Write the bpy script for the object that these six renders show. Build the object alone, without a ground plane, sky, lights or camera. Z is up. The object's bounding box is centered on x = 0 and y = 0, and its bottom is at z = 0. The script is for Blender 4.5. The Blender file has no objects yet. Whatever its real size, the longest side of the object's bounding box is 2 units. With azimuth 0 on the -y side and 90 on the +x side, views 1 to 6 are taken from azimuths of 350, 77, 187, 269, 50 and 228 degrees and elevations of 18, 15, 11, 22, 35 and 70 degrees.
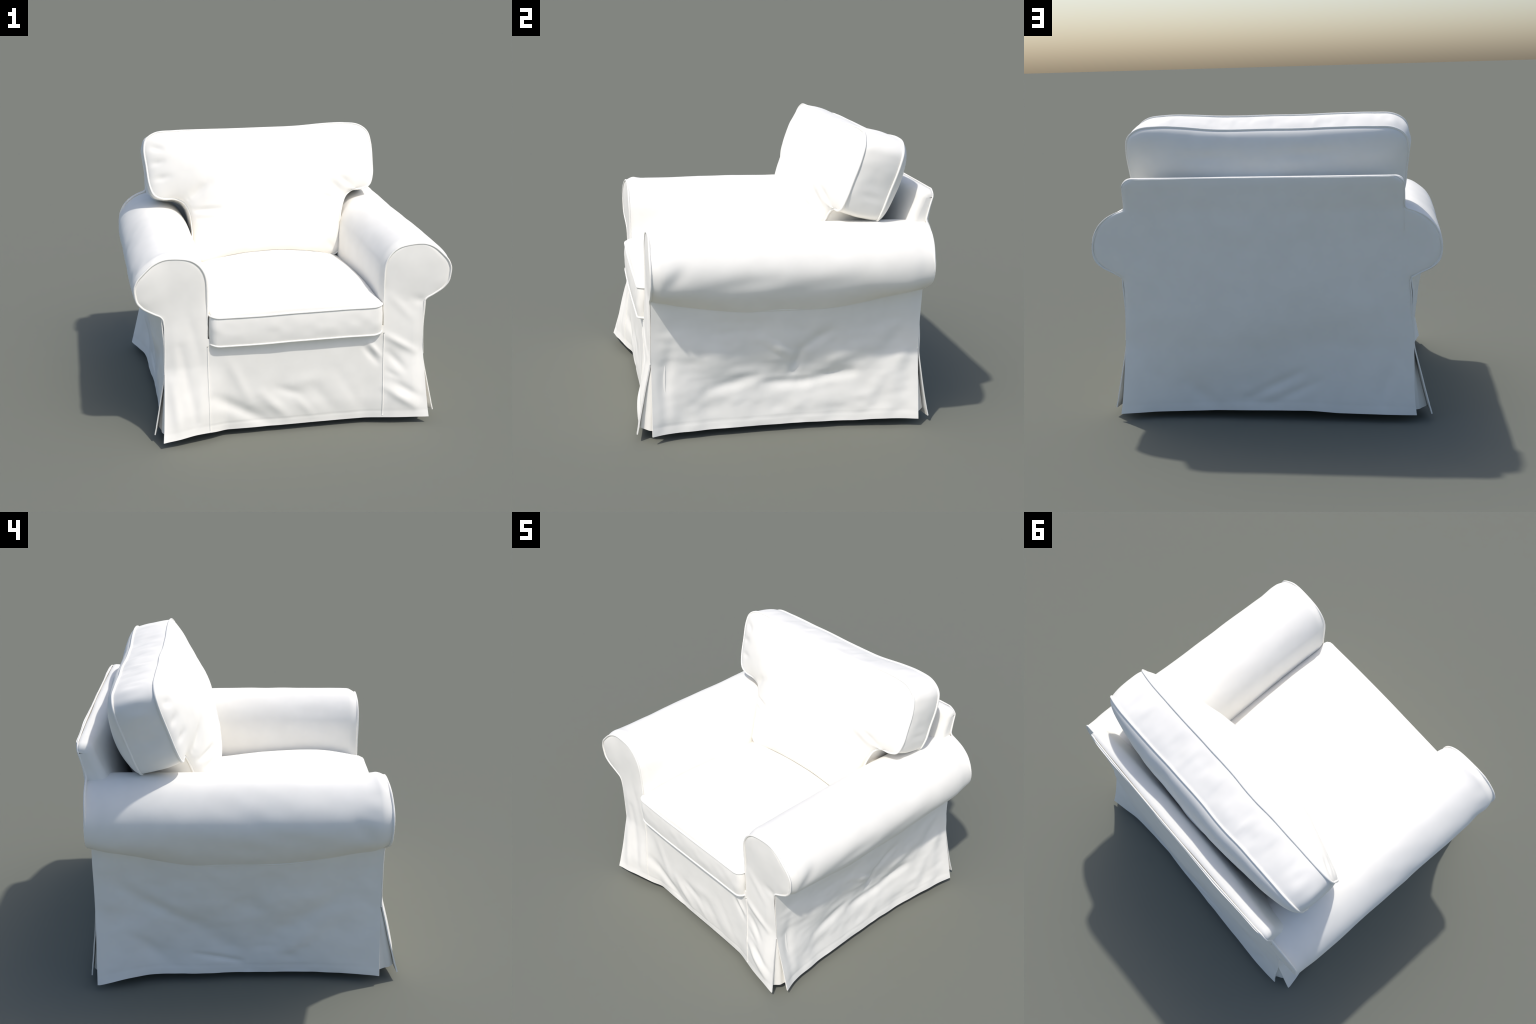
import bpy, math
import numpy as np

# ------------------------------------------------------------------ helpers
def pchip(xs, ys):
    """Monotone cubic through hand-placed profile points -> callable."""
    xs, ys = np.asarray(xs, float), np.asarray(ys, float)
    if xs[0] > xs[-1]:
        xs, ys = xs[::-1], ys[::-1]
    h = np.diff(xs); d = np.diff(ys) / h
    m = np.zeros_like(ys); m[0], m[-1] = d[0], d[-1]
    for i in range(1, len(xs) - 1):
        if d[i - 1] * d[i] > 0:
            w1, w2 = 2 * h[i] + h[i - 1], h[i] + 2 * h[i - 1]
            m[i] = (w1 + w2) / (w1 / d[i - 1] + w2 / d[i])
    def f(q):
        q = np.clip(np.asarray(q, float), xs[0], xs[-1])
        i = np.clip(np.searchsorted(xs, q) - 1, 0, len(xs) - 2)
        t = (q - xs[i]) / h[i]
        return ((1 + 2 * t) * (1 - t) ** 2 * ys[i] + t * (1 - t) ** 2 * h[i] * m[i]
                + t * t * (3 - 2 * t) * ys[i + 1] + t * t * (t - 1) * h[i] * m[i + 1])
    return f


def spline(ctrl, n, closed=False):
    """Catmull-Rom through control points, resampled evenly by length."""
    P = np.asarray(ctrl, float)
    if closed:
        Q = np.vstack([P[-1:], P, P[:2]])
    else:
        Q = np.vstack([2 * P[:1] - P[1:2], P, 2 * P[-1:] - P[-2:-1]])
    out = []
    for i in range(1, len(Q) - 2):
        p0, p1, p2, p3 = Q[i - 1:i + 3]
        a = .5
        t0 = 0; t1 = np.linalg.norm(p1 - p0) ** a; t2 = t1 + np.linalg.norm(p2 - p1) ** a
        t3 = t2 + np.linalg.norm(p3 - p2) ** a
        t = np.linspace(t1, t2, 24, endpoint=False)[:, None]
        A1 = (t1 - t) / (t1 - t0) * p0 + (t - t0) / (t1 - t0) * p1
        A2 = (t2 - t) / (t2 - t1) * p1 + (t - t1) / (t2 - t1) * p2
        A3 = (t3 - t) / (t3 - t2) * p2 + (t - t2) / (t3 - t2) * p3
        B1 = (t2 - t) / (t2 - t0) * A1 + (t - t0) / (t2 - t0) * A2
        B2 = (t3 - t) / (t3 - t1) * A2 + (t - t1) / (t3 - t1) * A3
        out.append((t2 - t) / (t2 - t1) * B1 + (t - t1) / (t2 - t1) * B2)
    out.append(P[:1] if closed else P[-1:])
    S = np.vstack(out)
    L = np.r_[0, np.cumsum(np.linalg.norm(np.diff(S, axis=0), axis=1))]
    q = np.linspace(0, L[-1], n, endpoint=not closed)
    return np.stack([np.interp(q, L, S[:, k]) for k in range(S.shape[1])], 1)


def noise2(u, v, seed):
    """Smooth lattice value noise in about -1..1."""
    r = np.random.RandomState(seed).uniform(-1, 1, (64, 64))
    u, v = np.broadcast_arrays(np.asarray(u, float), np.asarray(v, float))
    iu, iv = np.floor(u).astype(int), np.floor(v).astype(int)
    fu, fv = u - iu, v - iv
    fu, fv = [f * f * f * (f * (6 * f - 15) + 10) for f in (fu, fv)]
    g = lambda a, b: r[(iu + a) % 64, (iv + b) % 64]
    return (g(0, 0) * (1 - fu) + g(1, 0) * fu) * (1 - fv) + (g(0, 1) * (1 - fu) + g(1, 1) * fu) * fv


def fbm(u, v, seed, octaves=3):
    return sum(noise2(u * 2 ** k + 7.3 * k, v * 2 ** k + 3.1 * k, seed + k) * .5 ** k for k in range(octaves))


def folds(u, v, strokes):
    """Cloth folds: each stroke is a line a->b with a width and a height."""
    out = np.zeros(np.broadcast(u, v).shape)
    for (u0, v0, u1, v1, w, h) in strokes:
        du, dv = u1 - u0, v1 - v0
        L2 = du * du + dv * dv + 1e-9
        t = np.clip(((u - u0) * du + (v - v0) * dv) / L2, 0, 1)
        d2 = (u - u0 - t * du) ** 2 + (v - v0 - t * dv) ** 2
        out = out + h * np.exp(-d2 / (w * w)) * (.45 + .55 * np.sin(np.pi * np.clip(t, .02, .98)))
    return out


def sstep(a, b, x):
    t = np.clip((np.asarray(x, float) - a) / (b - a), 0, 1)
    return t * t * (3 - 2 * t)


def make(name, V, F, mat, parent, sharp=48):
    me = bpy.data.meshes.new(name)
    me.from_pydata([tuple(map(float, p)) for p in V], [], F)
    me.polygons.foreach_set("use_smooth", [True] * len(me.polygons))
    me.set_sharp_from_angle(angle=math.radians(sharp))
    me.materials.append(mat)
    ob = bpy.data.objects.new(name, me)
    bpy.context.scene.collection.objects.link(ob)
    ob.parent = parent
    return ob


def grid_faces(nu, nv, off=0, flip=False, wrap=False):
    F = []
    for i in range(nu - 1):
        for j in range(nv if wrap else nv - 1):
            k = (j + 1) % nv
            q = (off + i * nv + j, off + (i + 1) * nv + j, off + (i + 1) * nv + k, off + i * nv + k)
            F.append(q[::-1] if flip else q)
    return F


def sheet(name, P, outward, mat, parent, thick=.007):
    """A cloth panel: grid of points P[nu,nv,3] thickened away from 'outward'."""
    nu, nv = P.shape[:2]
    a, b = np.gradient(P, axis=0), np.gradient(P, axis=1)
    N = np.cross(a, b)
    N /= np.linalg.norm(N, axis=2, keepdims=True) + 1e-12
    flip = np.sum(N * np.asarray(outward, float)) < 0
    if flip:
        N = -N
    V = np.vstack([P.reshape(-1, 3), (P - N * thick).reshape(-1, 3)])
    n = nu * nv
    F = grid_faces(nu, nv, 0, flip) + grid_faces(nu, nv, n, not flip)
    rim = ([i * nv for i in range(nu)] + [(nu - 1) * nv + j for j in range(1, nv)]
           + [i * nv + nv - 1 for i in range(nu - 2, -1, -1)] + [j for j in range(nv - 2, 0, -1)])
    for p, q in zip(rim, rim[1:] + rim[:1]):
        f = (p, p + n, q + n, q)
        F.append(f if flip else f[::-1])
    return make(name, V, F, mat, parent)


def tube(name, path, r, mat, parent, closed=False, sides=8):
    P = np.asarray(path, float); n = len(P)
    T = (np.roll(P, -1, 0) - np.roll(P, 1, 0)) if closed else np.gradient(P, axis=0)
    T /= np.linalg.norm(T, axis=1, keepdims=True) + 1e-12
    ref = np.array([.31, .57, .76]); A = np.cross(T[0], ref); A /= np.linalg.norm(A)
    rad = np.broadcast_to(np.asarray(r, float), (n,))
    V = []
    for i in range(n):
        A = A - T[i] * A.dot(T[i]); A /= np.linalg.norm(A)
        B = np.cross(T[i], A)
        for k in range(sides):
            c = 2 * math.pi * k / sides
            V.append(P[i] + rad[i] * (math.cos(c) * A + math.sin(c) * B))
    F = grid_faces(n, sides, 0, True, wrap=True)
    if closed:
        # join last ring to first with the best rotational match
        last = np.array(V[(n - 1) * sides:]); first = np.array(V[:sides])
        best = min(range(sides), key=lambda s: np.sum((np.roll(first, -s, 0) - last) ** 2))
        for k in range(sides):
            F.append((( n - 1) * sides + k, (n - 1) * sides + (k + 1) % sides,
                      (k + 1 + best) % sides, (k + best) % sides))
    else:
        F.append(tuple(range(sides))); F.append(tuple((n - 1) * sides + k for k in range(sides))[::-1])
    return make(name, V, F, mat, parent, 180)


def membrane(V2, F, fixed):
    """Inflated-membrane height over a flat triangle mesh (Poisson, cotangent weights, CG)."""
    n = len(V2); F = np.asarray(F)
    I, J, W = [], [], []; area = np.zeros(n)
    for k in range(3):
        a, b, c = F[:, k], F[:, (k + 1) % 3], F[:, (k + 2) % 3]
        e1, e2 = V2[b] - V2[a], V2[c] - V2[a]
        cr = np.abs(e1[:, 0] * e2[:, 1] - e1[:, 1] * e2[:, 0]) + 1e-12
        w = .5 * np.clip(np.sum(e1 * e2, 1) / cr, -40, 40)
        I += [b, c]; J += [c, b]; W += [w, w]
        np.add.at(area, a, cr / 6)
    I, J, W = map(np.concatenate, (I, J, W))
    diag = np.bincount(I, W, n)
    free = ~fixed
    mul = lambda x: (diag * x - np.bincount(I, W * x[J], n)) * free
    b = area * free; x = np.zeros(n); r = b.copy(); z = r / diag; p = z.copy(); rz = r @ z
    for _ in range(1200):
        Ap = mul(p); al = rz / (p @ Ap); x += al * p; r -= al * Ap
        if np.abs(r).max() < 1e-9: break
        z = r / diag; rn = r @ z; p = z + rn / rz * p; rz = rn
    return x / x.max()


def boxed_cushion(name, outline, centre, depth, frame, mat, parent, front, back, border, rings=44, front_extra=None,
                  seam_wave=None, back_warp=None, piping=.0068):
    """Cushion cut as two shaped faces joined by a border strip, with piping in both seams.
    outline: closed (u,v) loop; frame(u,v,n) -> world; n = 0 on the front seam, -depth on the back seam."""
    O = np.asarray(outline, float); m = len(O); c = np.asarray(centre, float)
    s = 1 - (1 - np.linspace(0, 1, rings + 1)[1:]) ** 1.5
    # rings: Fourier extension of the outline, so inner rings relax from the outline to an ellipse
    co = np.fft.fft((O - c) @ np.array([1, 1j])); kk = np.abs(np.fft.fftfreq(m) * m)
    R = []
    for t in s:
        zc = np.fft.ifft(co * np.where(kk > 0, t ** np.maximum(kk, 1e-9) ** .75, t))
        R.append(np.stack([zc.real, zc.imag], 1) + c)
    R[-1] = O.copy()
    R = np.array(R).reshape(-1, 2)
    V2 = np.vstack([c[None], R])
    tri = [(0, 1 + j, 1 + (j + 1) % m) for j in range(m)]
    quads = []
    for i in range(rings - 1):
        for j in range(m):
            a, b = 1 + i * m + j, 1 + i * m + (j + 1) % m
            quads.append((a, a + m, b + m, b))
    T = tri + [(q[0], q[1], q[2]) for q in quads] + [(q[0], q[2], q[3]) for q in quads]
    fixed = np.zeros(len(V2), bool); fixed[-m:] = True
    phi = np.clip(membrane(V2, T, fixed), 0, 1)
    U, W = V2[:, 0], V2[:, 1]
    wave = seam_wave if seam_wave else (lambda u, v: 0 * u)
    nf = front(phi, U, W) + wave(U, W)
    nb = -depth - back(phi, U, W) + wave(U, W)
    warp = back_warp if back_warp else (lambda u, v: np.zeros((len(u), 2)))
    # border strip, slightly bulging outwards, small pucker ripples
    tang = np.roll(O, -1, 0) - np.roll(O, 1, 0)
    out = np.stack([tang[:, 1], -tang[:, 0]], 1); out /= np.linalg.norm(out, axis=1, keepdims=True)
    area2 = np.sum(O[:, 0] * np.roll(O[:, 1], -1) - O[:, 1] * np.roll(O[:, 0], -1))
    if area2 < 0: out = -out
    k = 14; per = np.arange(m) / m
    strip = []
    for a in range(1, k):
        t = a / k
        off = border(t, per, O)
        uv = O + out * np.asarray(off)[:, None] + t * warp(O[:, 0], O[:, 1])
        strip.append(np.stack([uv[:, 0], uv[:, 1], -depth * t + wave(O[:, 0], O[:, 1])], 1))
    strip = np.vstack(strip)
    loc = np.vstack([np.stack([U, W, nf], 1), strip, np.stack([U, W, nb], 1) + np.c_[warp(U, W), np.zeros(len(U))]])
    n1, n2 = len(V2), len(strip)
    F = list(tri) + list(quads)
    sb = n1 + n2
    F += [tuple(sb + i for i in f[::-1]) for f in tri] + [tuple(sb + i for i in q[::-1]) for q in quads]
    edge_f = [n1 - m + j for j in range(m)]; edge_b = [sb + n1 - m + j for j in range(m)]
    loops = [edge_f] + [[n1 + a * m + j for j in range(m)] for a in range(k - 1)] + [edge_b]
    for A, B in zip(loops, loops[1:]):
        for j in range(m):
            F.append((A[j], B[j], B[(j + 1) % m], A[(j + 1) % m]))
    if area2 < 0:
        F = [f[::-1] for f in F]
    Vw = frame(loc[:, 0], loc[:, 1], loc[:, 2])
    ob = make(name, Vw, F, mat, parent, 42)
    for z0 in (0.0, -depth):
        uv = O + out * .0025 + (z0 < 0) * warp(O[:, 0], O[:, 1])
        p = frame(uv[:, 0], uv[:, 1], z0 + wave(O[:, 0], O[:, 1]))
        tube("piping", p, piping, mat, ob, closed=True)
    return ob


# ------------------------------------------------------------------ materials
def cloth(name, colour, rough=.92, grain=.012):
    m = bpy.data.materials.new(name); m.use_nodes = True
    nt = m.node_tree; b = nt.nodes["Principled BSDF"]
    tc = nt.nodes.new("ShaderNodeTexCoord")
    nz = nt.nodes.new("ShaderNodeTexNoise"); nz.inputs["Scale"].default_value = 9; nz.inputs["Detail"].default_value = 4
    ramp = nt.nodes.new("ShaderNodeValToRGB")
    lo = [max(0, c - grain) for c in colour]; hi = [min(1, c + grain) for c in colour]
    ramp.color_ramp.elements[0].position = .35; ramp.color_ramp.elements[0].color = (*lo, 1)
    ramp.color_ramp.elements[1].position = .65; ramp.color_ramp.elements[1].color = (*hi, 1)
    nt.links.new(tc.outputs["Object"], nz.inputs["Vector"])
    nt.links.new(nz.outputs["Fac"], ramp.inputs["Fac"])
    nt.links.new(ramp.outputs["Color"], b.inputs["Base Color"])
    # woven grain
    wv = nt.nodes.new("ShaderNodeTexNoise"); wv.inputs["Scale"].default_value = 260; wv.inputs["Detail"].default_value = 2
    bp = nt.nodes.new("ShaderNodeBump"); bp.inputs["Strength"].default_value = .05; bp.inputs["Distance"].default_value = .002
    nt.links.new(tc.outputs["Object"], wv.inputs["Vector"])
    nt.links.new(wv.outputs["Fac"], bp.inputs["Height"])
    nt.links.new(bp.outputs["Normal"], b.inputs["Normal"])
    b.inputs["Roughness"].default_value = rough
    b.inputs["Specular IOR Level"].default_value = .25
    return m


WHITE = cloth("white_cotton_cover", (.945, .92, .858))
LINING = cloth("grey_lining", (.25, .25, .245))
WOOD = cloth("dark_wood", (.12, .07, .04), .6, .03)

chair = bpy.data.objects.new("armchair", None)
bpy.context.scene.collection.objects.link(chair)
chair["label"] = "white slipcovered armchair with rolled arms and skirt"
chair["category"] = "armchair"

# ------------------------------------------------------------------ shared profiles
# lower hem: outward push and height along each side of the skirt
hemF_push = pchip([-.86, -.75, -.64, -.53, -.43, -.2, .2, .43, .54, .64, .75, .86],
                  [.108, .093, .072, .035, .000, .001, .002, .006, .026, .050, .068, .084])
hemF_z = pchip([-.86, -.75, -.64, -.43, 0, .43, .64, .86], [.044, .052, .062, .046, .043, .042, .046, .046])
hemR_x = pchip([-.80, -.70, -.58, -.39, 0, .21, .41, .61, .72, .82], [.920, .886, .862, .848, .840, .842, .850, .876, .893, .910])
hemR_z = pchip([-.79, -.58, 0, .41, .61, .81], [.050, .046, .045, .041, .050, .047])
hemL_x = pchip([-.81, -.70, -.55, -.3, 0, .25, .38, .51, .60, .70, .79], [.908, .880, .850, .836, .834, .844, .852, .868, .898, .922, .942])
hemL_z = pchip([-.80, -.57, -.14, .2, .38, .60, .78], [.051, .046, .043, .046, .050, .056, .038])
hemB_push = pchip([-.87, -.65, -.44, -.2, 0, .2, .42, .64, .75, .87], [.035, .044, .040, .034, .028, .022, .018, .030, .052, .080])
hemB_z = pchip([-.86, -.65, -.44, -.23, 0, .2, .42, .64, .86], [.044, .048, .050, .060, .056, .052, .045, .040, .038])
FRONT_Y, BACK_Y = -.778, .803


def flare(z, zh, start=.50, power=1.08):
    t = np.clip((start - z) / (start - zh), 0, 1)
    return t ** power * (1 - np.exp(-9 * t)) / (1 - math.exp(-9))


front_strokes = [(-.51, .27, -.18, .07, .040, -.013), (-.22, .27, -.07, .11, .035, .007), (-.12, .30, .02, .25, .032, -.006),
                 (-.02, .33, .14, .34, .05, .005), (.46, .56, .53, .47, .018, .008), (.43, .53, .52, .42, .02, -.006),
                 (.57, .60, .76, .48, .024, .009), (.59, .48, .69, .37, .026, -.008), (.57, .25, .76, .12, .026, .009),
                 (.62, .29, .79, .18, .026, -.008), (.58, .36, .66, .31, .02, -.004), (.60, .85, .74, .70, .03, .004),
                 (-.72, .62, -.64, .14, .030, -.006), (-.78, .40, -.75, .10, .030, .006), (-.60, .40, -.62, .12, .025, .004), (.25, .4, .42, .12, .04, -.003),
                 (-.42, .50, -.30, .22, .035, .005), (.10, .30, .24, .12, .045, -.005), (.0, .22, .10, .10, .03, .004), (-.30, .20, -.12, .10, .05, -.005), (-.66, .80, -.60, .5, .03, -.003), (.75, .83, .83, .8, .03, -.005)]


def front_y(x, z):
    zh = hemF_z(x)
    y = FRONT_Y - hemF_push(x) * flare(z, zh, .50)
    y = y + .003 * sstep(.60, .48, np.abs(x)) * np.clip((z - .12) / .5, 0, 1)      # skirt under the seat leans back
    belly = sstep(zh, .20, z) * (1 - sstep(.55, .88, z)) * (1 - sstep(.74, .83, np.abs(x)))
    y = y - belly * (.010 + .002 * sstep(-.52, -.64, x) + .003 * sstep(.52, .64, x)) - folds(x, z, front_strokes)
    y = y - .0030 * fbm(x * 4 + 3, z * 4, 11, 2) * (1 - .6 * sstep(.7, .9, z))
    groove = np.exp(-((z - zh - .045) / .006) ** 2) * .0015          # hem stitch line
    return y + groove


def rim(x, z, s):
    """The round arm end leans forward towards its outer, upper rim."""
    a, b = (.003, .007) if s > 0 else (.006, .014)
    return a * sstep(.90, 1.12, z) + b * sstep(.76, .96, x) * sstep(.80, .95, z)


# arm end outline: outer and inner edge against height (right side, mirrored for the left)
arm_out = pchip([.03, .13, .45, .62, .745, .80, .824, .852, .895, .941, 1.011, 1.059, 1.116, 1.155, 1.178, 1.190],
                [.852, .842, .822, .814, .812, .816, .829, .878, .940, .970, .978, .963, .914, .868, .820, .748])
arm_in = pchip([.03, .60, .954, 1.03, 1.08, 1.136, 1.165, 1.181, 1.190],
               [.556, .555, .550, .552, .563, .598, .642, .680, .742])
zrows = np.r_[np.linspace(.05, .78, 74), np.linspace(.79, .90, 20)[0:], np.linspace(.908, 1.12, 24),
              1.12 + .07 * np.sin(np.linspace(.06, 1, 18) * math.pi / 2)]


# back panel: half width and depth against height
half = pchip([.03, .13, .463, .668, .80, .832, .856, .888, .935, .99, 1.05, 1.115, 1.174, 1.205, 1.222, 1.24, 1.30, 1.362, 1.385, 1.400],
             [.855, .843, .822, .812, .815, .828, .872, .932, .974, .990, .984, .957, .900, .842, .796, .787, .786, .784, .766, .740])
back_prof = pchip([.03, .40, .80, 1.0, 1.20, 1.30, 1.38, 1.41], [.812, .806, .803, .804, .814, .832, .852, .856])


def build_side(s):
    """Everything that belongs to one arm; s = +1 right, -1 left."""
    hx, hz = (hemR_x, hemR_z) if s > 0 else (hemL_x, hemL_z)
    wide = 1.0 if s > 0 else 1.002
    seed = 40 if s > 0 else 60
    # --- rolled arm cover, lofted front to back through sections (x,z)
    secF = [(.552, .45), (.551, .75), (.550, .954), (.557, 1.062), (.600, 1.136), (.660, 1.176), (.745, 1.190), (.828, 1.174),
            (.909, 1.118), (.960, 1.059), (.976, 1.005), (.966, .941), (.937, .896), (.878, .854), (.829, .824)]
    secN = [(.535, .45), (.532, .75), (.532, .954), (.547, 1.075), (.595, 1.155), (.660, 1.200), (.745, 1.216), (.835, 1.200),
            (.920, 1.137), (.972, 1.067), (.987, 1.005), (.977, .930), (.945, .880), (.885, .838), (.829, .806)]
    secM = [(.515, .45), (.513, .75), (.518, .950), (.542, 1.080), (.592, 1.165), (.660, 1.209), (.745, 1.222), (.838, 1.205),
            (.922, 1.143), (.977, 1.068), (.996, 1.000), (.988, .925), (.962, .862), (.925, .804), (.888, .758)]
    secB = [(.530, .45), (.530, .75), (.533, .950), (.550, 1.080), (.600, 1.166), (.665, 1.213), (.750, 1.228), (.842, 1.211),
            (.928, 1.150), (.985, 1.070), (1.002, 1.000), (.992, .920), (.955, .868), (.892, .832), (.835, .806)]
    secE = [(.550, .45), (.550, .75), (.550, .950), (.560, 1.080), (.605, 1.165), (.668, 1.208), (.750, 1.222), (.838, 1.205),
            (.922, 1.146), (.978, 1.068), (.993, .995), (.980, .932), (.937, .889), (.876, .858), (.827, .830)]
    ys = [-.776, -.72, -.15, .15, .66, .806]
    S = np.array([spline(q, 90) for q in (secF, secN, secM, secM, secB, secE)])
    yy = np.r_[np.linspace(-.776, -.70, 14), np.linspace(-.68, .70, 70), np.linspace(.72, .806, 12)]
    prof = np.zeros((len(yy), 90, 2))
    for j in range(90):
        for k in range(2):
            prof[:, j, k] = pchip(ys, S[:, j, k])(yy)
    Y = np.repeat(yy[:, None], 90, 1)
    arc = np.repeat(np.linspace(0, 1, 90)[None], len(yy), 0)
    if s < 0:                                                    # left arm is a little flatter on top
        prof[..., 0] += .014 * sstep(.90, .75, prof[..., 1]) * sstep(.8, .86, prof[..., 0]) * np.clip(1 - (Y / .78) ** 2, 0, 1)
        prof[..., 1] = np.where(prof[..., 1] > 1.0, 1.0 + (prof[..., 1] - 1.0) * (1 - .06 * sstep(-.77, -.66, Y)), prof[..., 1])
    Y = Y - rim(prof[..., 0], prof[..., 1], s) * sstep(-.60, -.776, Y)
    soft = sstep(-.77, -.68, Y) * sstep(.80, .72, Y)
    d = .0045 * fbm(Y * 2.2 + seed, arc * 5, seed) * soft
    # drag puckers of the cover just behind the front seam, and along the underside of the roll
    d += .006 * noise2(arc * 22, Y * 2 + 5, seed + 5) * np.exp(-((Y + .70) / .05) ** 2) * sstep(.55, .8, arc)
    d += folds(Y, arc, [(-.70, .86, -.60, .80, .03, -.008), (-.50, .88, -.1, .84, .03, -.006), (-.1, .90, .35, .86, .03, -.005)]) * soft
    cx, cz = .765, 1.0
    nx, nz = prof[..., 0] - cx, prof[..., 1] - cz
    L = np.hypot(nx, nz) + 1e-6
    X = (prof[..., 0] + d * nx / L)
    X = X * np.where(X > .8, 1 + (wide - 1) * sstep(.8, .97, X), 1)
    P = np.stack([s * X, Y, prof[..., 1] + d * nz / L], 2)
    arm = sheet("armrest", P, (0, 0, 1), WHITE, chair, .008)
    # --- keyhole front panel running down into the skirt
    t = np.linspace(0, 1, 46)[None]
    zr = zrows[:, None]
    xi, xo = arm_in(zr), arm_out(zr)
    x = xi + (xo - xi) * t
    x = x * np.where(x > .8, 1 + (wide - 1) * sstep(.82, .97, x), 1)
    zh = hemF_z(s * x)
    z = zr + (zh - .05) * np.clip(1 - (zr - .05) / .35, 0, 1)
    rho = np.hypot((x - .765) / .215, (z - 1.0) / .20)
    dome = .005 * np.clip(1 - rho ** 2, 0, 1) ** 1.3
    y = front_y(s * x, z) - dome - rim(x, z, s) - .0016 * fbm(x * 7 + seed, z * 5, seed + 2, 2) * sstep(0, .12, t) * sstep(1, .88, t)
    edge = np.minimum(t, 1 - t) * (xo - xi)
    y = y + .008 * np.exp(-edge / .012) * sstep(.82, .92, z)
    sheet("arm_front_panel", np.stack([s * x, y, z], 2), (0, -1, 0), WHITE, arm)
    # piping round the keyhole, from the seat edge over the roll down to the top of the slit
    zi = np.linspace(.60, 1.19, 60); zo = np.r_[np.linspace(1.19, .80, 60), np.linspace(.79, .44, 30)]
    path = np.r_[np.stack([arm_in(zi), zi], 1), np.stack([arm_out(zo), zo], 1)[1:]]
    path = spline(path[::3], 200)
    px = path[:, 0] * np.where(path[:, 0] > .8, 1 + (wide - 1) * sstep(.82, .97, path[:, 0]), 1)
    tube("piping", np.stack([s * px, np.full(len(px), FRONT_Y + .002) - rim(path[:, 0], path[:, 1], s), path[:, 1]], 1), .0034 + .0028 * sstep(.70, .84, path[:, 1]), WHITE, arm)
    # --- outer side panel hanging from under the roll
    yq = np.linspace(-.772, .802, 110)
    zt = pchip(yy[::3], prof[::3, -1, 1])                       # neck line where roll and side panel meet
    xt = pchip(yy[::3], prof[::3, -1, 0])
    v = np.linspace(0, 1, 80)[None]
    Yg = np.repeat(yq[:, None], 80, 1)
    top, bot = zt(Yg) + .010, hz(Yg)
    Z = top + (bot - top) * v
    mid = np.clip(1 - (Yg / .78) ** 2, 0, 1)
    spread = 0 if s > 0 else .016 * sstep(.45, .79, Yg) * sstep(.84, .70, Z)         # left rear corner stands wider
    zlow = .34 if s > 0 else .20
    low = .822 - (.030 if s > 0 else .016) * mid
    base = low + (xt(Yg) - low) * np.clip((Z - zlow) / (top - zlow), 0, 1) ** 1.1
    base = base - .006 * np.exp(-((Z - .64) / .10) ** 2)
    X = base + spread + (hx(Yg) - low - spread) * flare(Z, bot, .47, 1.08 + .6 * mid)
    ends = sstep(-.775, -.70, Yg) * sstep(.805, .73, Yg)
    if s > 0:
        st = [(-.45, .275, -.17, .335, .034, -.013), (-.13, .29, .12, .285, .030, -.013), (.10, .285, .40, .335, .032, -.012),
              (.05, .36, .09, .50, .026, -.014), (.09, .50, .24, .60, .035, -.010), (-.06, .48, -.02, .54, .09, .016),
              (.24, .40, .40, .47, .06, .012), (-.48, .43, -.30, .47, .08, .009), (-.66, .55, -.70, .30, .03, -.006),
              (.5, .2, .75, .47, .04, .006), (.56, .42, .72, .62, .04, -.005), (.1, .15, .5, .22, .06, .006), (-.71, .42, -.69, .10, .035, -.009), (-.60, .30, -.50, .10, .05, .006), (.62, .12, .70, .40, .05, .007)]
        st = [(*q[:5], q[5] * 1.1) for q in st]
    else:
        st = [(.26, .165, .0, .11, .014, -.007), (.67, .59, .08, .22, .055, -.013), (-.62, .56, -.10, .26, .06, -.009),
              (.62, .30, .40, .12, .045, -.009), (.5, .45, .2, .28, .04, .007), (-.2, .16, -.3, .14, .025, -.004), (.0, .55, -.1, .40, .08, -.006), (.60, .62, .30, .42, .05, .006), (-.45, .35, -.20, .14, .05, .006)]
        st = [(*q[:5], q[5] * 1.5) for q in st]
    X = X + folds(Yg, Z, st) * (.25 + .75 * ends) + .006 * fbm(Yg * 4 + seed, Z * 6, seed + 8) * ends * sstep(0, .15, v)
    X = X - np.exp(-((Z - bot - .045) / .006) ** 2) * .0015
    sheet("side_skirt", np.stack([s * X, Yg, Z], 2), (s, 0, 0), WHITE, chair)
    # seam where side panel meets the roll
    k = np.linspace(-.765, .795, 80)
    tube("seam", np.stack([s * (xt(k) - .001), k, zt(k) + .004], 1), .004, WHITE, arm)
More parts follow.
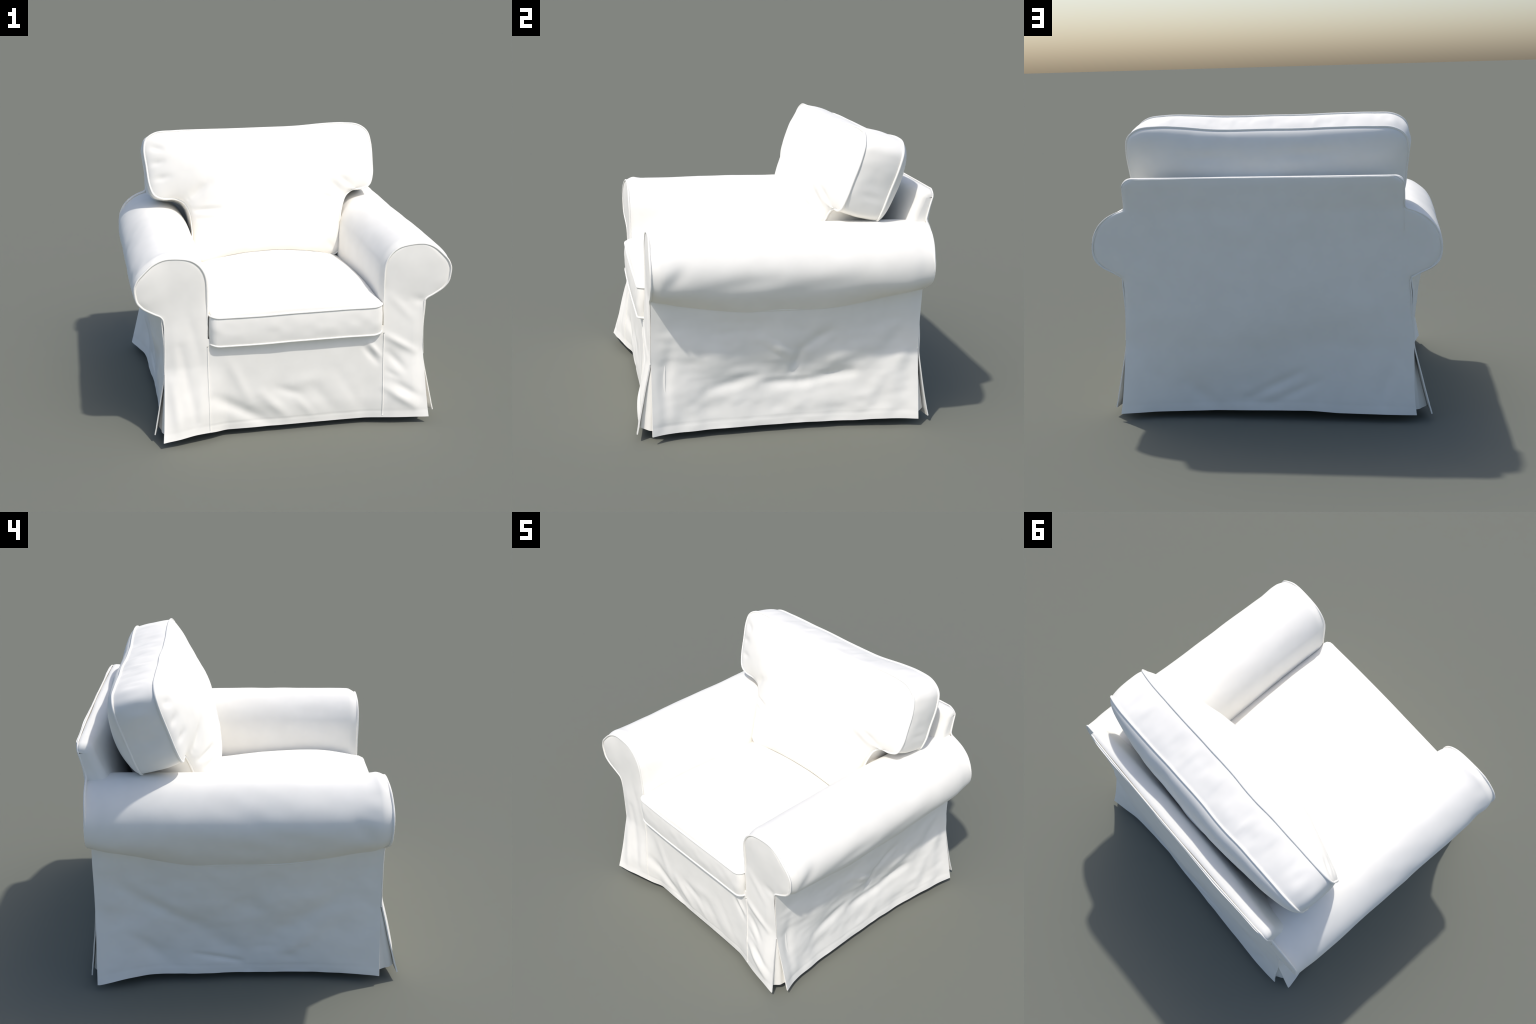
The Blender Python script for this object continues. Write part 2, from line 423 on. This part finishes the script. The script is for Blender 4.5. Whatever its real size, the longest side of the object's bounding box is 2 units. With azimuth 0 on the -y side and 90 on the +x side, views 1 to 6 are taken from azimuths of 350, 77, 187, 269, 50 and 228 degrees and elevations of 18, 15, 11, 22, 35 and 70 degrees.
    # --- inner corner pleats behind the slits
    for f in (-1, 1):
        yc = FRONT_Y if f < 0 else BACK_Y
        # each pleat spans the slit: sewn inside both skirt panels, folded round the corner
        Pp = np.zeros((26, 36, 3))
        for a, q in enumerate(np.linspace(0, 1, 26)):
            zz = .47 + (.062 - .47) * q
            if f < 0:
                ya = float(front_y(np.array(s * .80), np.array(zz)))
            else:
                ya = float(back_prof(zz) + hemB_push(s * .80) * flare(zz, .045, .46))
            yb = yc - f * .085
            wide_corner = .014 * (s < 0) * (f > 0)
            xb = .822 + wide_corner + (float(hx(yb)) - .822 - wide_corner) * float(flare(zz, .05, .47, 1.1))
            plan = [(.80, ya - f * .010), (.815, ya - f * .014), (.822 + .022 * q, yc - f * .012 + f * .020 * q),
                    (xb - .016, yb + f * .03), (xb - .012, yb)]
            c = spline(plan, 36)
            k = np.arange(36)
            Pp[a, :, 0] = s * (c[:, 0] + .003 * q * np.sin(k * .5 + s + f))
            Pp[a, :, 1] = c[:, 1]
            Pp[a, :, 2] = zz + .016 * q * (1 - np.sin(np.pi * k / 35))
        sheet("corner_pleat", Pp, (s, f, 0), WHITE, chair, .005)
    return arm


arm_r, arm_l = build_side(1), build_side(-1)

# ------------------------------------------------------------------ front skirt below the seat
x = np.linspace(-.556, .556, 150)[None]
v = np.linspace(0, 1, 80)[:, None]
zh = hemF_z(x)
Z = zh + (.665 - zh) * v
X = np.repeat(x, 80, 0)
sheet("front_skirt", np.stack([X, front_y(X, Z), Z], 2), (0, -1, 0), WHITE, chair)
for s in (1, -1):
    zz = np.linspace(.062, .62, 60)
    xx = np.full(60, s * .556)
    tube("seam", np.stack([xx, front_y(xx, zz) + .001, zz], 1), .005, WHITE, chair)

# ------------------------------------------------------------------ back panel: one sheet with the arm ends as ears
zr = np.r_[np.linspace(.05, .79, 76), np.linspace(.797, .90, 22), np.linspace(.908, 1.16, 30), np.linspace(1.165, 1.245, 18), np.linspace(1.255, 1.36, 10),
           np.linspace(1.366, 1.400, 8)][:, None]
t = np.linspace(-1, 1, 141)[None]
t = np.sign(t) * np.abs(t) ** .85
X = half(zr) * t
X = X - .014 * sstep(.55, 1, -t) * sstep(.84, .70, zr) * sstep(.10, .45, zr)
zh = hemB_z(X)
Z = zr + (zh - .05) * np.clip(1 - (zr - .05) / .35, 0, 1)
ear = np.clip(1 - ((np.abs(X) - .86) / .14) ** 2 - ((Z - 1.03) / .19) ** 2, 0, 1) ** .7
Y = back_prof(Z) + hemB_push(X) * flare(Z, zh, .46) + .004 * ear
bst = [(.10, .13, -.19, .28, .028, -.010), (-.02, .10, -.30, .23, .026, -.007), (.45, .20, .30, .08, .05, -.010), (.2, .12, -.1, .09, .04, -.006),
       (-.70, .30, -.66, .12, .03, -.006), (.3, .5, -.2, .45, .15, .004)]
bow = pchip([.05, .20, .38, .60, .80, 1.05, 1.25, 1.41], [.0, .010, .030, .048, .050, .050, .040, .012])(Z)
bow = bow * (1 - .35 * sstep(.1, -.3, X) * sstep(.7, .4, Z))
Y = Y + bow * np.clip(1 - (np.abs(X - .05) / .84) ** 2.3, 0, 1)
Y = Y + folds(X, Z, bst) + .004 * fbm(X * 3 + 9, Z * 3, 91) - np.exp(-((Z - zh - .045) / .006) ** 2) * .0015
edge = (1 - np.abs(t)) * half(zr)
Y = Y - .010 * np.exp(-edge / .012) * sstep(.5, .7, Z)
back = sheet("back_panel", np.stack([X, Y, Z], 2), (0, 1, 0), WHITE, chair)
zz = np.r_[np.linspace(.46, .80, 30), np.linspace(.805, 1.24, 90), np.linspace(1.25, 1.40, 30)]
right = np.stack([half(zz), back_prof(zz) - .006, zz], 1)
toprow = np.stack([np.linspace(.73, -.73, 60), back_prof(1.4) - .006 + .012 * np.clip(1 - (np.abs(np.linspace(.73, -.73, 60)) / .80) ** 2.2, 0, 1), np.full(60, 1.401)], 1)
left = right[::-1] * [-1, 1, 1]
left[:, 0] -= .014 * sstep(.84, .70, left[:, 2])
tube("piping", spline(np.vstack([right, toprow, left])[::2], 420), .0045, WHITE, back)

# ------------------------------------------------------------------ backrest: padded upright behind the cushion
sec = spline([(.780, 1.10), (.788, 1.20), (.812, 1.30), (.843, 1.374), (.846, 1.399), (.808, 1.405), (.775, 1.392), (.752, 1.345), (.712, 1.24), (.66, 1.08), (.58, .80), (.55, .60)], 70)
front_w = sstep(.84, .76, sec[:, 0]); top_w = sstep(1.36, 1.40, sec[:, 1])
cols = []
def column(xv, shrink, bow):
    y = sec[:, 0] + shrink * front_w - bow * front_w + .012 * (1 - front_w) * max(0, 1 - (abs(xv) / .8) ** 2.2)
    z = sec[:, 1] - shrink * .8 * top_w
    return np.stack([np.full(70, xv), y, z], 1)
ang = np.linspace(math.pi / 2, 0, 9)
for a in ang: cols.append(column(-.738 - .046 * math.sin(a), .046 * (1 - math.cos(a)), 0))
for xv in np.linspace(-.72, .72, 50): cols.append(column(xv, 0, .012 * (1 - (xv / .74) ** 2)))
for a in ang[::-1]: cols.append(column(.738 + .046 * math.sin(a), .046 * (1 - math.cos(a)), 0))
P = np.array(cols); nu = len(P)
P[..., 1] += .003 * fbm(P[..., 0] * 4, P[..., 2] * 6, 77)
F = grid_faces(nu, 70)
a = np.gradient(P, axis=0); b = np.gradient(P, axis=1); nn = np.cross(a, b)[nu // 2, 14]
flip = nn[2] < 0
F = grid_faces(nu, 70, 0, flip)
capA = tuple(range(70)); capB = tuple((nu - 1) * 70 + j for j in range(70))
F += [capA[::-1] if not flip else capA, capB if not flip else capB[::-1]]
backrest = make("backrest", P.reshape(-1, 3), F, WHITE, chair, 60)

# ------------------------------------------------------------------ seat cushion
def rounded_rect(x0, x1, y0, y1, r, n):
    pts = []
    for cx, cy, a0 in ((x1 - r, y0 + r, -90), (x1 - r, y1 - r, 0), (x0 + r, y1 - r, 90), (x0 + r, y0 + r, 180)):
        for k in range(9):
            a = math.radians(a0 + 90 * k / 8)
            pts.append((cx + r * math.cos(a), cy + r * math.sin(a)))
    P = np.array(pts + pts[:1])
    L = np.r_[0, np.cumsum(np.hypot(*np.diff(P, axis=0).T))]
    q = np.linspace(0, L[-1], n, endpoint=False)
    return np.stack([np.interp(q, L, P[:, k]) for k in range(2)], 1)


seat_out = rounded_rect(-.538, .538, -.815, .46, .035, 260)
seat_out[:, 1] += np.where(seat_out[:, 1] < -.7, -.006 * np.cos(seat_out[:, 0] / .538 * math.pi / 2), 0)
def seat_top(phi, u, v):
    skew = pchip([-.82, -.50, -.2, .10, .46], [1.12, 1.08, .98, .78, .45])(v)
    p = pchip([-.82, -.45, -.1, .15, .46], [.50, .53, .62, .72, .75])(v)
    return .166 * phi ** p * skew + .004 * fbm(u * 4, v * 4, 21) * phi
boxed_cushion("seat_cushion", seat_out, (0, -.2), .183, lambda u, v, n: np.stack([u, v, .806 + n], 1), WHITE, chair,
              seat_top, lambda p, u, v: .02 * p ** .6,
              lambda t, per, O: .007 * math.sin(math.pi * t) ** .7 + .0022 * noise2(per * 64, t * 3 + 4, 31) * math.sin(math.pi * t),
              seam_wave=lambda u, v: .004 * noise2(u * 4 + 5, v * 4, 8) + .010 * sstep(.48, .54, np.abs(u)) * sstep(-.7, -.8, v), piping=.0050)

# ------------------------------------------------------------------ back cushion (T shaped)
tilt = math.atan(.3175)
def cushion_frame(u, v, n):
    # v is the height z measured on the front seam plane; n along the outward (forward) normal
    c, s = math.cos(tilt), math.sin(tilt)
    y = .437 - (1.70 - v) * .3175
    return np.stack([u, y - n * c, v + n * s], 1)

t_out = [(0, 1.714), (.258, 1.715), (.468, 1.726), (.607, 1.726), (.715, 1.710), (.776, 1.664), (.797, 1.588), (.799, 1.457), (.794, 1.368),
         (.768, 1.305), (.712, 1.283), (.645, 1.278), (.591, 1.242), (.559, 1.176), (.538, 1.08), (.531, .95), (.522, .880), (.480, .850),
         (.30, .874), (.05, .892), (-.25, .878), (-.465, .850), (-.506, .880), (-.514, .95), (-.510, 1.08), (-.522, 1.183), (-.556, 1.245),
         (-.615, 1.275), (-.705, 1.282), (-.758, 1.308), (-.784, 1.37), (-.799, 1.50), (-.808, 1.606), (-.792, 1.668), (-.730, 1.708), (-.60, 1.717), (-.30, 1.716)]
t_out = spline(t_out[::-1], 380, closed=True)
def puff(phi, u, v):
    creases = folds(u, v, [(-.50, 1.19, -.34, 1.19, .016, -.010), (-.47, 1.13, -.38, 1.13, .014, -.006), (-.52, 1.27, -.40, 1.36, .035, -.012),
                           (-.70, 1.52, -.78, 1.50, .02, -.006), (-.70, 1.60, -.78, 1.62, .02, -.006), (-.66, 1.42, -.77, 1.40, .02, -.006),
                           (.56, 1.25, .46, 1.33, .030, -.011), (.62, 1.31, .54, 1.36, .02, -.007), (.50, 1.21, .40, 1.24, .02, -.006),
                           (.44, .92, .51, .86, .02, -.008)])
    creases = 1.7 * creases + .004 * noise2(v * 16, u * 3, 87) * sstep(.60, .78, np.abs(u)) * sstep(1.25, 1.35, v)
    low = 1 - .07 * sstep(1.30, .95, v)
    return .166 * phi ** (.74 - .22 * sstep(1.30, 1.10, v)) * low + creases * np.clip(phi * 6, 0, 1) + .006 * fbm(u * 4 + 2, v * 4, 55) * np.clip(phi * 3, 0, 1)
def puff_back(phi, u, v):
    dents = folds(u, v, [(.45, 1.60, .15, 1.60, .03, -.010), (-.05, 1.61, -.40, 1.61, .03, -.010)])
    return .165 * phi ** .52 + dents * np.clip(phi * 5, 0, 1) + .005 * fbm(u * 5, v * 5, 65) * np.clip(phi * 4, 0, 1)
def cushion_border(t, per, O):
    env = math.sin(math.pi * t)
    return .010 * env ** .7 + .0060 * fbm(per * 32, t * 1.2 + 2, 72, 2) * env + .0030 * noise2(per * 128, t * 2.2 + 9, 74) * env
boxed_cushion("back_cushion", t_out, (0, 1.36), .228, cushion_frame, WHITE, chair, puff, puff_back, cushion_border,
              seam_wave=lambda u, v: .006 * noise2(u * 5 + 1, v * 5, 18),
              back_warp=lambda u, v: np.stack([.010 * sstep(.5, .78, u), .004 + .016 * sstep(.2, .7, u)], 1) * sstep(1.45, 1.68, v)[:, None])

# ------------------------------------------------------------------ hidden frame: deck, base board, legs
def box(name, x0, x1, y0, y1, z0, z1, mat):
    V = [(x, y, z) for x in (x0, x1) for y in (y0, y1) for z in (z0, z1)]
    F = [(0, 1, 3, 2), (4, 6, 7, 5), (0, 4, 5, 1), (2, 3, 7, 6), (0, 2, 6, 4), (1, 5, 7, 3)]
    return make(name, V, F, mat, chair, 30)
box("seat_deck", -.56, .56, -.762, .70, .52, .60, WHITE)
box("base_board", -.77, .77, -.745, .765, .13, .17, LINING)
leg_mesh = None
for sx in (-1, 1):
    for sy in (-1, 1):
        cx, cy = sx * .68, sy * .66
        n = 20; V = []; F = []
        for z, r in ((0, .034), (.004, .037), (.135, .048)):
            V += [(r * math.cos(2 * math.pi * k / n), r * math.sin(2 * math.pi * k / n), z) for k in range(n)]
        if leg_mesh is None:
            F = grid_faces(3, n, 0, True, wrap=True) + [tuple(range(n))[::-1], tuple(2 * n + k for k in range(n))]
            leg = make("leg", V, F, WOOD, chair, 40); leg_mesh = leg.data
        else:
            leg = bpy.data.objects.new("leg", leg_mesh); bpy.context.scene.collection.objects.link(leg); leg.parent = chair
        leg.location = (cx, cy, 0)
